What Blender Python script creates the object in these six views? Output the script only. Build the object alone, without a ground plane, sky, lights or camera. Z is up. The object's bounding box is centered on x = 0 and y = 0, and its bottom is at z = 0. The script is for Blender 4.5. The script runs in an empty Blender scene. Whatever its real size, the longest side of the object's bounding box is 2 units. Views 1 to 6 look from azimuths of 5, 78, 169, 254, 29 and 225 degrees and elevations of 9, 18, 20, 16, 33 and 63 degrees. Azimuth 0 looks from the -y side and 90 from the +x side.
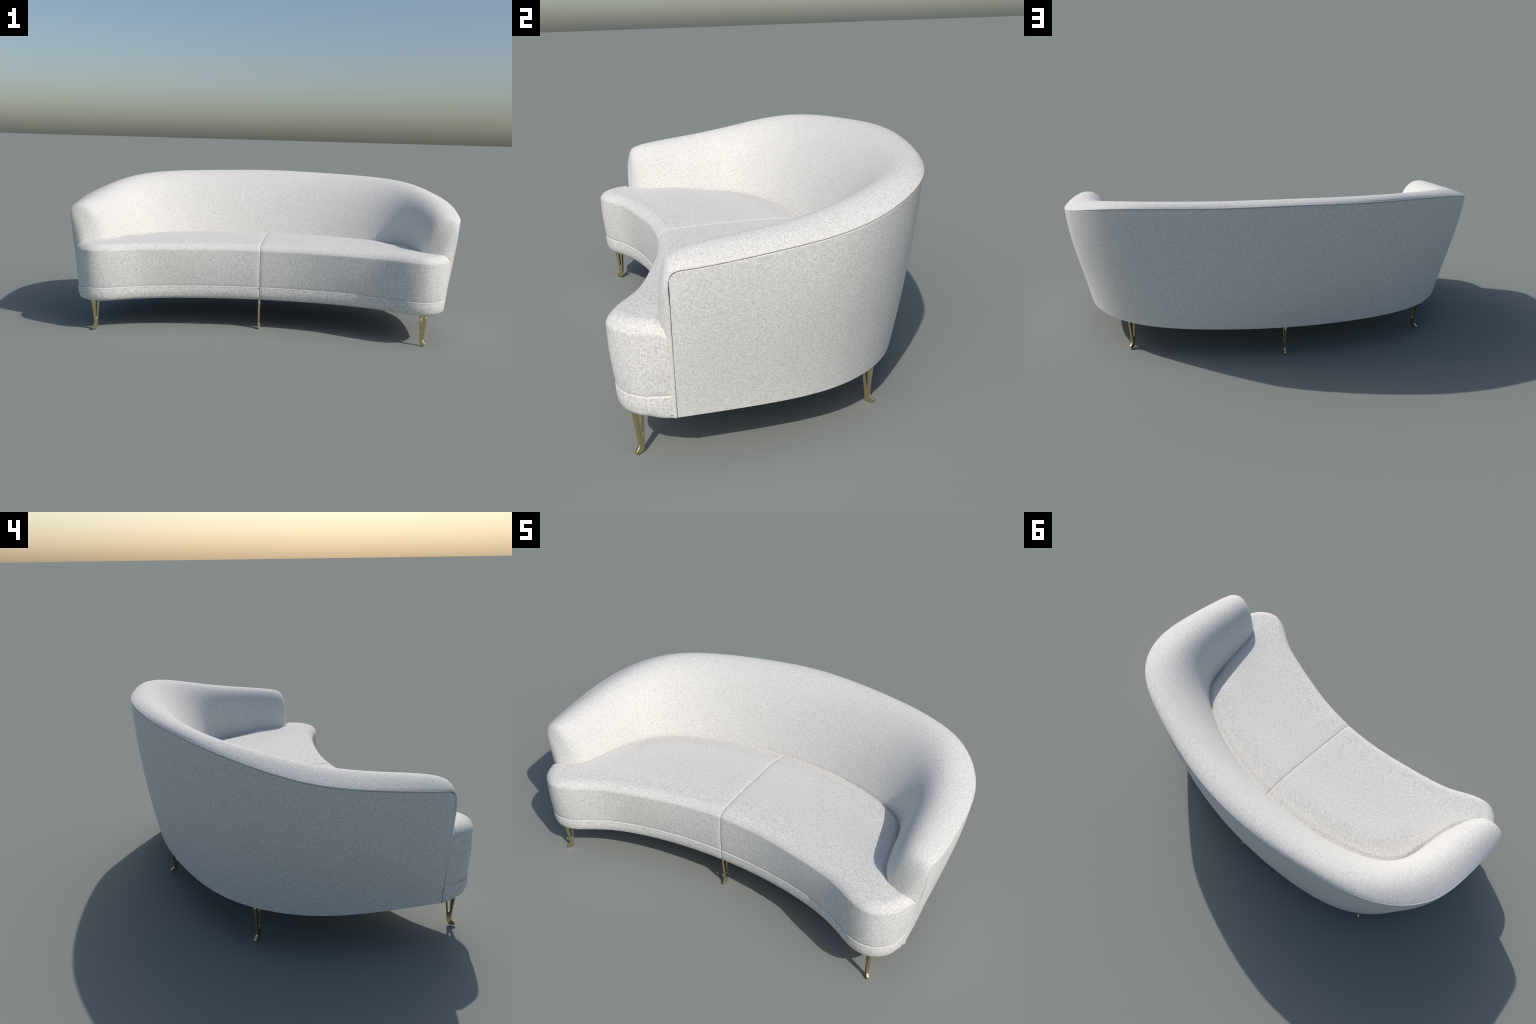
# Curved mid-century sofa: crescent seat, wrap-round leaning back, six brass legs.
import math
import numpy as np

# ------------------------------------------------------------------ curves
def natural_spline(points, count):
    """Cubic spline through control points, uniform in the station index."""
    K = np.asarray(points, float)
    N = len(K)
    A = np.zeros((N, N)); B = np.zeros_like(K)
    A[0, 0] = A[-1, -1] = 1
    for i in range(1, N - 1):
        A[i, i-1] = A[i, i+1] = 1; A[i, i] = 4
        B[i] = 6 * (K[i+1] - 2*K[i] + K[i-1])
    M = np.linalg.solve(A, B)
    t = np.linspace(0, N - 1, count) if np.isscalar(count) else np.asarray(count)
    k = np.clip(t.astype(int), 0, N - 2)
    b = (t - k)[:, None]; a = 1 - b
    return a*K[k] + b*K[k+1] + ((a**3 - a)*M[k] + (b**3 - b)*M[k+1]) / 6

def symmetric(half, count):
    """Spline of a half profile (station 0 on x = 0), evaluated on x >= 0 with mirror tangency."""
    half = np.asarray(half, float)
    flip = np.ones(half.shape[1]); flip[0] = -1
    full = np.vstack([half[:0:-1] * flip, half])
    n = len(half) - 1
    return natural_spline(full, n + np.linspace(0, n, count))

def smooth(t):
    t = np.clip(t, 0, 1)
    return t*t*(3 - 2*t)

def polyline_distance(pts, line):
    """Distance in plan from each point to a polyline, and index of the nearest piece."""
    a = line[:-1, :2]; ab = line[1:, :2] - a
    L = (ab**2).sum(1) + 1e-12
    out = np.empty(len(pts))
    for i0 in range(0, len(pts), 4000):
        p = pts[i0:i0+4000, None, :2]
        t = np.clip(((p - a) * ab).sum(2) / L, 0, 1)
        out[i0:i0+4000] = np.sqrt((((a + ab*t[..., None]) - p)**2).sum(2).min(1))
    return out

def polyline_normals(line):
    """Unit plan normals (to the right of travel)."""
    t = np.gradient(line[:, :2], axis=0)
    t /= np.linalg.norm(t, axis=1)[:, None] + 1e-9
    return np.c_[t[:, 1], -t[:, 0]]

# ------------------------------------------------------------------ the sofa's defining lines (right half)
# rim: piping line, from the middle of the back round the arm and down its front edge
RIM = [(0, .555, .767), (.305, .524, .758), (.609, .446, .746), (.834, .333, .720),
       (.970, .138, .667), (.999, -.096, .628), (.990, -.300, .601), (.975, -.373, .589),
       (.967, -.390, .553), (.960, -.390, .494), (.951, -.390, .425), (.942, -.390, .345),
       (.932, -.390, .25), (.922, -.390, .1545)]
# crease: where the back and arms meet the seat, then the inner edge of the strip down the arm's front
CREASE = [(0, .258, .418), (.270, .237, .419), (.513, .165, .420), (.688, .050, .422),
          (.741, -.117, .426), (.767, -.283, .429), (.805, -.370, .432), (.855, -.402, .432),
          (.902, -.416, .430), (.930, -.410, .422), (.937, -.403, .395), (.931, -.402, .33),
          (.922, -.402, .245), (.912, -.402, .1515)]
# handles of the section curve rim -> crease: (share inward, rise, forward) at the rim, then at the crease
ROLL = [(.21, .058, 0, .285, .32, 0), (.17, .066, 0, .285, .31, 0), (.15, .066, 0, .285, .30, 0),
        (.27, .053, 0, .205, .30, 0), (.34, .046, 0, .215, .285, 0), (.36, .051, 0, .165, .255, 0),
        (.34, .050, .050, .08, .22, 0), (.233, .013, .030, .05, .165, 0), (.11, 0, .019, .02, .097, 0),
        (0, 0, .015, .01, .05, .002), (0, 0, .010, 0, .01, .002), (0, 0, .009, 0, 0, .002),
        (0, 0, .009, 0, 0, .002), (0, 0, .009, 0, 0, .002)]
# how the sheet is tucked in below the crease
TUCK = [(0, 0, -.05)]*8 + [(-.004, .004, -.045), (-.010, .010, -.02), (-.012, .008, 0)] + [(-.012, .008, 0)]*3
# hem: bottom edge of the outer panel
HEM_Z = .1545
HEM = [(0, .456), (.267, .437), (.522, .383), (.729, .276), (.866, .095), (.913, -.128), (.921, -.390)]
SWELL = [.015, .013, .009, .008, .010, .011, .006]
PANEL_CORNER = (.971, -.390, .587)
# front outline of the seat (greatest reach, z about .39), of the welt line and of the base band
FRONT = [(0, -.351), (.210, -.368), (.408, -.410), (.586, -.461), (.694, -.518), (.768, -.550),
         (.827, -.551), (.884, -.515), (.918, -.464), (.940, -.401)]
WELT = [(0, -.350), (.202, -.360), (.396, -.390), (.569, -.442), (.685, -.504), (.752, -.538),
        (.825, -.541), (.885, -.503), (.910, -.456), (.921, -.401)]
SEAT_Z, FILLET, FILLET_RUN, CROWN = .439, .030, .050, .006
FACE_POW, FACE_PUFF = .95, .004
WELT_Z, BASE_Z = .219, .157

def back_surface(nu=161, nv=57):
    rim, cre, roll = (symmetric(t, nu) for t in (RIM, CREASE, [(0.,) + r for r in ROLL]))
    roll = roll[:, 1:]
    inward = cre - rim; inward[:, 2] = 0
    up, fwd = np.array([0, 0, 1.]), np.array([0, -1., 0])
    c1 = rim + inward*roll[:, :1] + up*roll[:, 1:2] + fwd*roll[:, 2:3]
    c2 = cre - inward*roll[:, 3:4] + up*roll[:, 4:5] + fwd*roll[:, 5:6]
    v = np.linspace(0, 1, nv)[:, None, None]
    S = (1-v)**3*rim + 3*v*(1-v)**2*c1 + 3*v*v*(1-v)*c2 + v**3*cre
    # the edge of the padding stands up from the rim before it rolls over
    away = np.c_[rim[:, 0], np.maximum(rim[:, 1], 0)/.31]; away /= np.linalg.norm(away, axis=1)[:, None]
    t = np.cumsum(np.linalg.norm(np.diff(S, axis=0, prepend=S[:1]), axis=2), axis=0)/.013
    keep = smooth((np.linspace(1, 0, nu) - .25)/.15)[None]
    S[..., :2] += (.003*t*np.exp(1 - t)*keep)[..., None]*away[None]
    low = cre + natural_spline(TUCK, np.linspace(0, len(TUCK) - 1, nu))
    hidden = np.c_[rim[:, 0], np.maximum(rim[:, 1], 0)/.31]            # selvedge turned in behind the rim
    hidden = rim - np.c_[hidden/np.linalg.norm(hidden, axis=1)[:, None]*.008, np.full(nu, .001)]
    return np.concatenate([hidden[None], S, low[None]], 0)

def panel_surface(nu=161, nv=41, z_low=HEM_Z):
    # the panel's top edge follows the rim, then runs on to a square corner at the arm's front
    u = np.linspace(0, 6, nu)
    half = np.asarray(RIM); full = np.vstack([half[:0:-1]*[-1, 1, 1], half])
    curve = lambda t: natural_spline(full, len(half) - 1 + np.asarray(t, float))
    tail = np.vstack([curve(np.linspace(5, 6.9, 80)), PANEL_CORNER])
    d = np.r_[0, np.cumsum(np.linalg.norm(np.diff(tail, axis=0), axis=1))]/1.0
    arc = np.clip(u - 5, 0, 1)*d[-1]
    top = np.where((u < 5)[:, None], curve(np.minimum(u, 5)),
                   np.stack([np.interp(arc, d, tail[:, k]) for k in range(3)], 1))
    hem = np.c_[symmetric(HEM, nu), np.full(nu, z_low)]
    swell = symmetric([(0., b) for b in SWELL], nu)[:, 1]
    n = polyline_normals(hem); n = -n if n[0, 1] < 0 else n
    v = np.linspace(0, 1, nv)
    S = hem[None]*(1-v)[:, None, None] + top[None]*v[:, None, None]
    side = smooth((hem[:, 0] - .6)/.3)[None, :, None]                  # on the arms the fullness sits higher
    full_ness = (4*v*(1-v))[:, None, None]*(1 - side) + (6.75*v*v*(1-v))[:, None, None]*side
    S[..., :2] += full_ness * (n*swell[:, None])[None]
    return S

def seat_surface(nu=171, nw=60, nh=28):
    front = symmetric(FRONT, nu); front[:, 0] = np.maximum(front[:, 0], 0)
    welt = symmetric(WELT, nu)
    cre = symmetric(CREASE[:11], nu)
    n = polyline_normals(cre); n = n * np.sign(n[0, 1])
    far = cre[:, :2] + n*(.004 + .026*smooth((1 - np.linspace(0, 1, nu))/.15))[:, None]
    line = symmetric(FRONT, 300); line = np.vstack([line[:0:-1]*[-1, 1], line])
    crl = symmetric(CREASE[:11], 300); crl = np.vstack([crl[:0:-1]*[-1, 1, 1], crl])
    w = np.linspace(0, 1, nw)**1.7
    T = front[None]*(1-w)[:, None, None] + far[None]*w[:, None, None]
    flat = T.reshape(-1, 2)
    d = polyline_distance(flat, line)
    q = np.clip(1 - d/FILLET_RUN, 0, 1)*.93          # shoulder stops short of vertical: a crease at the face
    z = SEAT_Z - FILLET*(1 - np.sqrt(1 - q*q))/(1 - math.sqrt(1 - .93**2))
    z += CROWN*smooth((d - .04)/.2)
    dc = polyline_distance(flat, crl)
    rear = smooth((flat[:, 1] + .22)/.22)            # the seat sinks towards the backrest, not towards the arm fronts
    z -= rear*(.026*smooth(1 - dc/.15) + .018*np.exp(-(dc/.012)**2)) + (1 - rear)*.008*np.exp(-(dc/.010)**2)
    top = np.dstack([T, z.reshape(T.shape[:2])])
    h = np.linspace(0, 1, nh)[:-1]
    ztop = top[0, :, 2]
    fn = polyline_normals(front); fn = fn*np.sign(-fn[0, 1])
    face = []
    for hh in h:
        e = hh**FACE_POW
        xy = welt*(1-e) + front*e + fn*(FACE_PUFF*math.sin(math.pi*hh) - .003*(1 - smooth(hh/.05)))
        face.append(np.c_[xy, WELT_Z + (ztop - WELT_Z)*hh])
    return np.concatenate([np.array(face), top], 0)

BAND_PROFILE = [(-.010, .004), (.0010, 0), (.0022, -.004), (.0022, -.02), (.0005, -.036), (-.0035, -.050),
                (-.010, -.060), (-.020, -.066), (-.030, -.067), (-.06, -.066)]
def band_surface(nu=171, n=36):
    out = symmetric(WELT, nu); out[:, 0] = np.maximum(out[:, 0], 0)
    fn = polyline_normals(out); fn = fn*np.sign(-fn[0, 1])
    square = (1 - .7*smooth((np.linspace(0, 1, nu) - .84)/.13))[:, None]       # less rounded beside the arm strip
    return np.array([np.c_[out + fn*(o*square if o < 0 else o), np.full(nu, WELT_Z + z)]
                     for o, z in natural_spline(BAND_PROFILE, n)])
# ==== end of geometry rules
import bpy
import bmesh
from mathutils import Vector

# ------------------------------------------------------------------ materials
def fabric_material(name, fine=1.0, tint=1.0, grain=1.0):
    """Off-white boucle-like weave: short horizontal and vertical slubs, mottled at yarn size."""
    m = bpy.data.materials.new(name); m.use_nodes = True
    nt = m.node_tree; N, L = nt.nodes, nt.links
    bsdf = N["Principled BSDF"]
    bsdf.inputs["Roughness"].default_value = .92
    bsdf.inputs["Specular IOR Level"].default_value = .12
    bsdf.inputs["Sheen Weight"].default_value = .03
    bsdf.inputs["Sheen Roughness"].default_value = .5
    co = N.new("ShaderNodeTexCoord")
    def slub(scale, detail):
        mp = N.new("ShaderNodeMapping"); mp.inputs["Scale"].default_value = scale
        nz = N.new("ShaderNodeTexNoise"); nz.inputs["Scale"].default_value = 1
        nz.inputs["Detail"].default_value = detail; nz.inputs["Roughness"].default_value = .6
        L.new(co.outputs["Object"], mp.inputs["Vector"]); L.new(mp.outputs[0], nz.inputs["Vector"])
        return nz.outputs["Fac"]
    a, b = 95*fine, 400*fine                       # slub length and yarn pitch, per metre
    weft, warp = slub((a, a, b), 1.5), slub((b, b, a), 1.5)          # upright cloth
    weft_flat, warp_flat = slub((a, b, a), 1.5), slub((b, a, a), 1.5)  # cloth lying flat
    yarn = slub((300*fine, 300*fine, 300*fine), 2)
    def math_node(op, a, b):
        n = N.new("ShaderNodeMath"); n.operation = op
        for i, v in enumerate((a, b)):
            if isinstance(v, (int, float)): n.inputs[i].default_value = v
            else: L.new(v, n.inputs[i])
        return n.outputs[0]
    geo = N.new("ShaderNodeNewGeometry"); sep = N.new("ShaderNodeSeparateXYZ")
    L.new(geo.outputs["Normal"], sep.inputs[0])
    lying = N.new("ShaderNodeMapRange"); lying.inputs["From Min"].default_value = .55; lying.inputs["From Max"].default_value = .85
    L.new(math_node("ABSOLUTE", sep.outputs["Z"], 0), lying.inputs["Value"])
    pick = N.new("ShaderNodeMix"); pick.data_type = "FLOAT"                # turns the weave with the cloth, same tone
    L.new(lying.outputs[0], pick.inputs[0])
    L.new(math_node("MAXIMUM", weft, warp), pick.inputs[2])
    L.new(math_node("MAXIMUM", weft_flat, warp_flat), pick.inputs[3])
    mixv = math_node("ADD", math_node("MULTIPLY", pick.outputs[0], .7), math_node("MULTIPLY", yarn, .3))
    ramp = N.new("ShaderNodeValToRGB")
    e = ramp.color_ramp.elements
    def c(r, g, b): return (r*tint, g*tint, b*tint, 1)
    e[0].position = .40; e[0].color = c(.510, .486, .444)
    e[1].position = .70; e[1].color = c(.868, .866, .838)
    mid = e.new(.54); mid.color = c(.700, .690, .658)
    L.new(mixv, ramp.inputs["Fac"]); L.new(ramp.outputs["Color"], bsdf.inputs["Base Color"])
    bump = N.new("ShaderNodeBump"); bump.inputs["Strength"].default_value = .35*grain
    bump.inputs["Distance"].default_value = .0015
    L.new(mixv, bump.inputs["Height"]); L.new(bump.outputs[0], bsdf.inputs["Normal"])
    return m

def plain_material(name, colour, rough, metallic=0.0):
    m = bpy.data.materials.new(name); m.use_nodes = True
    nt = m.node_tree; b = nt.nodes["Principled BSDF"]
    b.inputs["Metallic"].default_value = metallic
    nz = nt.nodes.new("ShaderNodeTexNoise"); nz.inputs["Scale"].default_value = 60
    co = nt.nodes.new("ShaderNodeTexCoord"); nt.links.new(co.outputs["Object"], nz.inputs["Vector"])
    r = nt.nodes.new("ShaderNodeValToRGB")
    r.color_ramp.elements[0].color = (*[x*.93 for x in colour], 1)
    r.color_ramp.elements[1].color = (*[min(1, x*1.05) for x in colour], 1)
    nt.links.new(nz.outputs["Fac"], r.inputs["Fac"]); nt.links.new(r.outputs["Color"], b.inputs["Base Color"])
    b.inputs["Roughness"].default_value = rough
    return m

FABRIC = fabric_material("woven_off_white_fabric", 1.22)
SEAT_FABRIC = fabric_material("woven_off_white_seat_fabric", .9)
BAND_FABRIC = fabric_material("woven_off_white_band_fabric", .6)
BRASS = plain_material("polished_brass", (.72, .60, .34), .18, 1.0)
LINING = plain_material("dark_lining", (.10, .095, .09), .9)

# ------------------------------------------------------------------ mesh helpers
def add_object(name, verts, faces, mat, parent, flip=False):
    me = bpy.data.meshes.new(name)
    me.from_pydata([tuple(map(float, v)) for v in verts], [], [tuple(int(i) for i in (f[::-1] if flip else f)) for f in faces])
    me.validate()
    bm = bmesh.new(); bm.from_mesh(me)
    bmesh.ops.remove_doubles(bm, verts=bm.verts, dist=1e-5)
    bmesh.ops.dissolve_degenerate(bm, dist=1e-6, edges=bm.edges)
    bm.to_mesh(me); bm.free()
    me.polygons.foreach_set("use_smooth", [True]*len(me.polygons))
    me.materials.append(mat)
    ob = bpy.data.objects.new(name, me); bpy.context.collection.objects.link(ob)
    ob.parent = parent
    return ob

def grid_faces(nv, nu, base=0):
    i = np.arange(nv*nu).reshape(nv, nu) + base
    return np.stack([i[:-1, :-1], i[:-1, 1:], i[1:, 1:], i[1:, :-1]], -1).reshape(-1, 4)

def mirrored_grid(S):
    """Right-half grid (rows, columns from x = 0 outwards) -> full-width grid."""
    left = S[:, :0:-1].copy(); left[..., 0] *= -1
    return np.concatenate([left, S], 1)

def add_grid(name, S, mat, parent, flip=False):
    return add_object(name, S.reshape(-1, 3), grid_faces(*S.shape[:2]), mat, parent, flip)

def tube(path, radius, sides=10):
    """Round cord along a polyline, as vertices and faces with closed ends."""
    path = np.asarray(path); n = len(path)
    t = np.gradient(path, axis=0); t /= np.linalg.norm(t, axis=1)[:, None]
    a = np.cross(t, [0, 0, 1.]); bad = np.linalg.norm(a, axis=1) < .2
    a[bad] = np.cross(t[bad], [0, 1., 0]); 
    for i in range(1, n):                       # carry the frame along
        v = a[i-1] - t[i]*(a[i-1] @ t[i]); a[i] = v
        a[i] /= np.linalg.norm(a[i])
    a[0] /= np.linalg.norm(a[0]); b = np.cross(t, a)
    ang = np.linspace(0, 2*np.pi, sides, endpoint=False)
    ring = path[:, None] + radius*(np.cos(ang)[None, :, None]*a[:, None] + np.sin(ang)[None, :, None]*b[:, None])
    f = []
    for i in range(n-1):
        for j in range(sides):
            k = (j+1) % sides
            f.append((i*sides+j, i*sides+k, (i+1)*sides+k, (i+1)*sides+j))
    f += [tuple(range(sides))[::-1], tuple(range((n-1)*sides, n*sides))]
    return ring.reshape(-1, 3), f

def resample(path, count):
    d = np.r_[0, np.cumsum(np.linalg.norm(np.diff(path, axis=0), axis=1))]
    t = np.linspace(0, d[-1], count)
    return np.stack([np.interp(t, d, path[:, k]) for k in range(path.shape[1])], 1)

# ------------------------------------------------------------------ the thing
sofa = bpy.data.objects.new("curved_sofa", None)
bpy.context.collection.objects.link(sofa)
sofa["label"] = "crescent sofa in off-white woven fabric on slim brass legs"
sofa["category"] = "sofa"

# inside back: one puffed sheet from arm to arm
back = add_grid("back_cushion", mirrored_grid(back_surface(261, 81)), FABRIC, sofa)

# outer panel, its top and front edges turned in against the cushion's rim
def outer_panel(gap=.0024, turn=.003):
    S = panel_surface(321, 61)
    def respace(rows, fine, gap):
        """Re-space each polyline, stopping short of its far end and packing points there."""
        out = []
        for row in rows:
            d = np.r_[0, np.cumsum(np.linalg.norm(np.diff(row, axis=0), axis=1))]
            end = d[-1] - gap
            t = np.r_[np.linspace(0, end - .010, fine), end - .010*np.linspace(.92, 0, 14)]
            out.append(np.stack([np.interp(t, d, row[:, k]) for k in range(3)], 1))
        return np.array(out)
    S = respace(S, 190, gap*.6)
    S = respace(S.transpose(1, 0, 2), 46, gap).transpose(1, 0, 2)
    # round the upper front corner of the panel
    n = np.cross(np.gradient(S, axis=1), np.gradient(S, axis=0)); n /= np.linalg.norm(n, axis=2)[..., None] + 1e-9
    if n[20, 0, 1] < 0: n = -n
    dt = np.linalg.norm(S - S[-1][None], axis=2)
    df = np.linalg.norm(S - S[:, -1][:, None], axis=2)
    R = .026
    cx, cy = R - df, R - dt                              # corner arc: pull points onto a circle
    inside = (cx > 0) & (cy > 0)
    rad = np.hypot(cx, cy)
    edge = np.where(inside, R - rad, np.minimum(dt, df))
    corner = S[-1, -1]
    ax_t = S[-1, -30] - corner; ax_t /= np.linalg.norm(ax_t)
    ax_f = S[-30, -1] - corner; ax_f /= np.linalg.norm(ax_f)
    m = np.maximum(cx, cy)
    k = np.where(inside, m/np.maximum(rad, 1e-9), 1)     # square -> round
    S = S + np.where(inside, cx*(1-k), 0)[..., None]*ax_t + np.where(inside, cy*(1-k), 0)[..., None]*ax_f
    depth = np.where(inside, R - m, np.minimum(dt, df))
    e = np.clip(1 - depth/turn, 0, 1)
    S = S - n*(turn*(1 - np.sqrt(1 - e*e*.9999)))[..., None]
    S = np.concatenate([S, (S[-1] - n[-1]*.006 + (S[-1] - S[-8])*.35)[None]], 0)
    n = np.concatenate([n, n[-1:]], 0)
    col = S[:, -1] - n[:, -1]*.006 + (S[:, -1] - S[:, -8])*.35
    return np.concatenate([S, col[:, None]], 1)

panel = add_grid("outer_back_panel", mirrored_grid(outer_panel()), FABRIC, sofa, flip=True)

# fine piping along the rim and down both front edges of the arms
half = symmetric(RIM, 460)
lift = back_surface(460, 57)[3] - half
half = half + lift/np.linalg.norm(lift, axis=1)[:, None]*.002
cord = np.vstack([half[:0:-1]*[-1, 1, 1], half])
plan = np.c_[cord[:, 0], np.maximum(cord[:, 1], 0)/.31]
cord[:, :2] -= plan/np.linalg.norm(plan, axis=1)[:, None]*.0008
v, f = tube(resample(cord, 1100), .0027, 8)
add_object("piping", v, f, FABRIC, sofa)

# ---- seat: two cushions meeting in a seam on x = 0
def seamed(S, nrm, depth=.0055):
    """Insert fine columns at x = 0 and dip them into the seam."""
    xs = S[:, :, 0]
    extra = np.array([.0004, .001, .002, .0035, .005, .007, .010, .014, .019])
    cols = []
    for x in extra:
        t = (x - xs[:, 0])/(xs[:, 4] - xs[:, 0]) ; t = t[:, None]
        cols.append(S[:, 0]*(1-t) + S[:, 4]*t)
    R = np.concatenate([np.stack(cols, 1), S[:, 4:]], 1)
    M = np.concatenate([np.repeat(nrm[:, 4:5], len(extra), 1), nrm[:, 4:]], 1)
    x = R[:, :, 0]
    r = .006
    e = np.clip(1 - x/r, 0, 1)
    return R - M*(depth*(1 - np.sqrt(1 - e*e*.999)) + .8*depth*np.exp(-(x/.011)**2))[..., None]

S = seat_surface()
nrm = np.cross(np.gradient(S, axis=1), np.gradient(S, axis=0)); nrm /= np.linalg.norm(nrm, axis=2)[..., None] + 1e-9
if nrm[-20, 40, 2] < 0: nrm = -nrm
S = seamed(S, nrm, .0026)
S = np.concatenate([S, S[:, -1:] + np.array([-.006, .014, 0])], 1)      # end turned in behind the arm strip
for side in (1, -1):
    add_grid("seat_cushion", S*[side, 1, 1], SEAT_FABRIC, sofa, flip=(side < 0))

# ---- base band under the cushions, with its own welt cord
B = band_surface()
bn = np.cross(np.gradient(B, axis=1), np.gradient(B, axis=0)); bn /= np.linalg.norm(bn, axis=2)[..., None] + 1e-9
if bn[10, 5, 1] > 0: bn = -bn
B = seamed(B, bn, .0025)
B = np.concatenate([B, B[:, -1:] + np.array([-.006, .014, 0])], 1)
for side in (1, -1):
    add_grid("base_band", B*[side, 1, 1], BAND_FABRIC, sofa, flip=(side > 0))
w = symmetric(WELT, 300); wn = polyline_normals(w); wn = wn*np.sign(-wn[0, 1])
w = np.c_[w + wn*.0005, np.full(300, WELT_Z - .0005)]
v, f = tube(resample(np.vstack([w[:0:-1]*[-1, 1, 1], w]), 500), .0019, 8)
add_object("base_welt", v, f, FABRIC, sofa)

# ---- underside
hem = np.c_[symmetric(HEM, 120), np.full(120, HEM_Z + .006)]
bnd = np.c_[symmetric(WELT, 120), np.full(120, HEM_Z + .008)]
bnd[:, 1] += .035*smooth((1-np.linspace(0, 1, 120))/.1); hem[:, :2] *= .992
k = np.linspace(0, 1, 8)[:, None, None]
add_grid("underside_lining", mirrored_grid(bnd[None]*(1-k) + hem[None]*k), LINING, sofa, flip=True)

# ---- legs: flat forked brass strap with a turned-out toe
def leg_mesh():
    outer = [(.0275, .166), (.0215, .12), (.0150, .07), (.0108, .036), (.0105, .027), (.0135, .0205), (.0205, .0150), (.0250, .011),
             (.0262, .006), (.0240, .0015), (.016, 0), (.004, .001), (-.0025, .004), (-.0060, .012), (-.0075, .025),
             (-.0098, .055), (-.0138, .10), (-.0190, .166)]
    slot = [(-.0115, .172), (-.0075, .11), (-.0040, .066), (-.0025, .057), (.0003, .0535), (.0030, .057), (.0036, .064),
            (.0042, .11), (.0052, .172)]
    # fork: closed outline going down the slot from the top
    pts = outer + [(-.0112, .166)] + slot[1:-1] + [(.0051, .166)]
    cu = bpy.data.curves.new("leg_outline", "CURVE"); cu.dimensions = "2D"; cu.fill_mode = "BOTH"
    sp = cu.splines.new("POLY"); sp.points.add(len(pts)-1)
    for p, (r, z) in zip(sp.points, pts): p.co = (r, z, 0, 1)
    sp.use_cyclic_u = True
    cu.extrude = .0035; cu.bevel_depth = .0018; cu.bevel_resolution = 2; cu.offset = -.0016
    ob = bpy.data.objects.new("leg_outline", cu); bpy.context.collection.objects.link(ob)
    me = bpy.data.meshes.new_from_object(ob.evaluated_get(bpy.context.evaluated_depsgraph_get()))
    bpy.data.objects.remove(ob); bpy.data.curves.remove(cu)
    bm = bmesh.new(); bm.from_mesh(me)
    bmesh.ops.remove_doubles(bm, verts=bm.verts, dist=1e-5)
    for v in bm.verts: v.co = Vector((v.co.x, v.co.z, v.co.y))   # stand it up: x outward, z up
    bmesh.ops.recalc_face_normals(bm, faces=bm.faces)
    bm.to_mesh(me); bm.free()
    me.name = "leg"; me.materials.clear(); me.materials.append(BRASS)
    return me

leg = leg_mesh()
zmin = min(v.co.z for v in leg.vertices)
for x, y, turn in ((.810, -.490, -50), (-.810, -.490, -130), (0, -.3115, -90),
                   (.7075, .2335, 48), (-.7075, .2335, 132), (0, .4065, 90)):
    ob = bpy.data.objects.new("leg", leg); bpy.context.collection.objects.link(ob)
    ob.parent = sofa; ob.location = (x, y, -zmin); ob.rotation_euler = (0, 0, math.radians(turn))
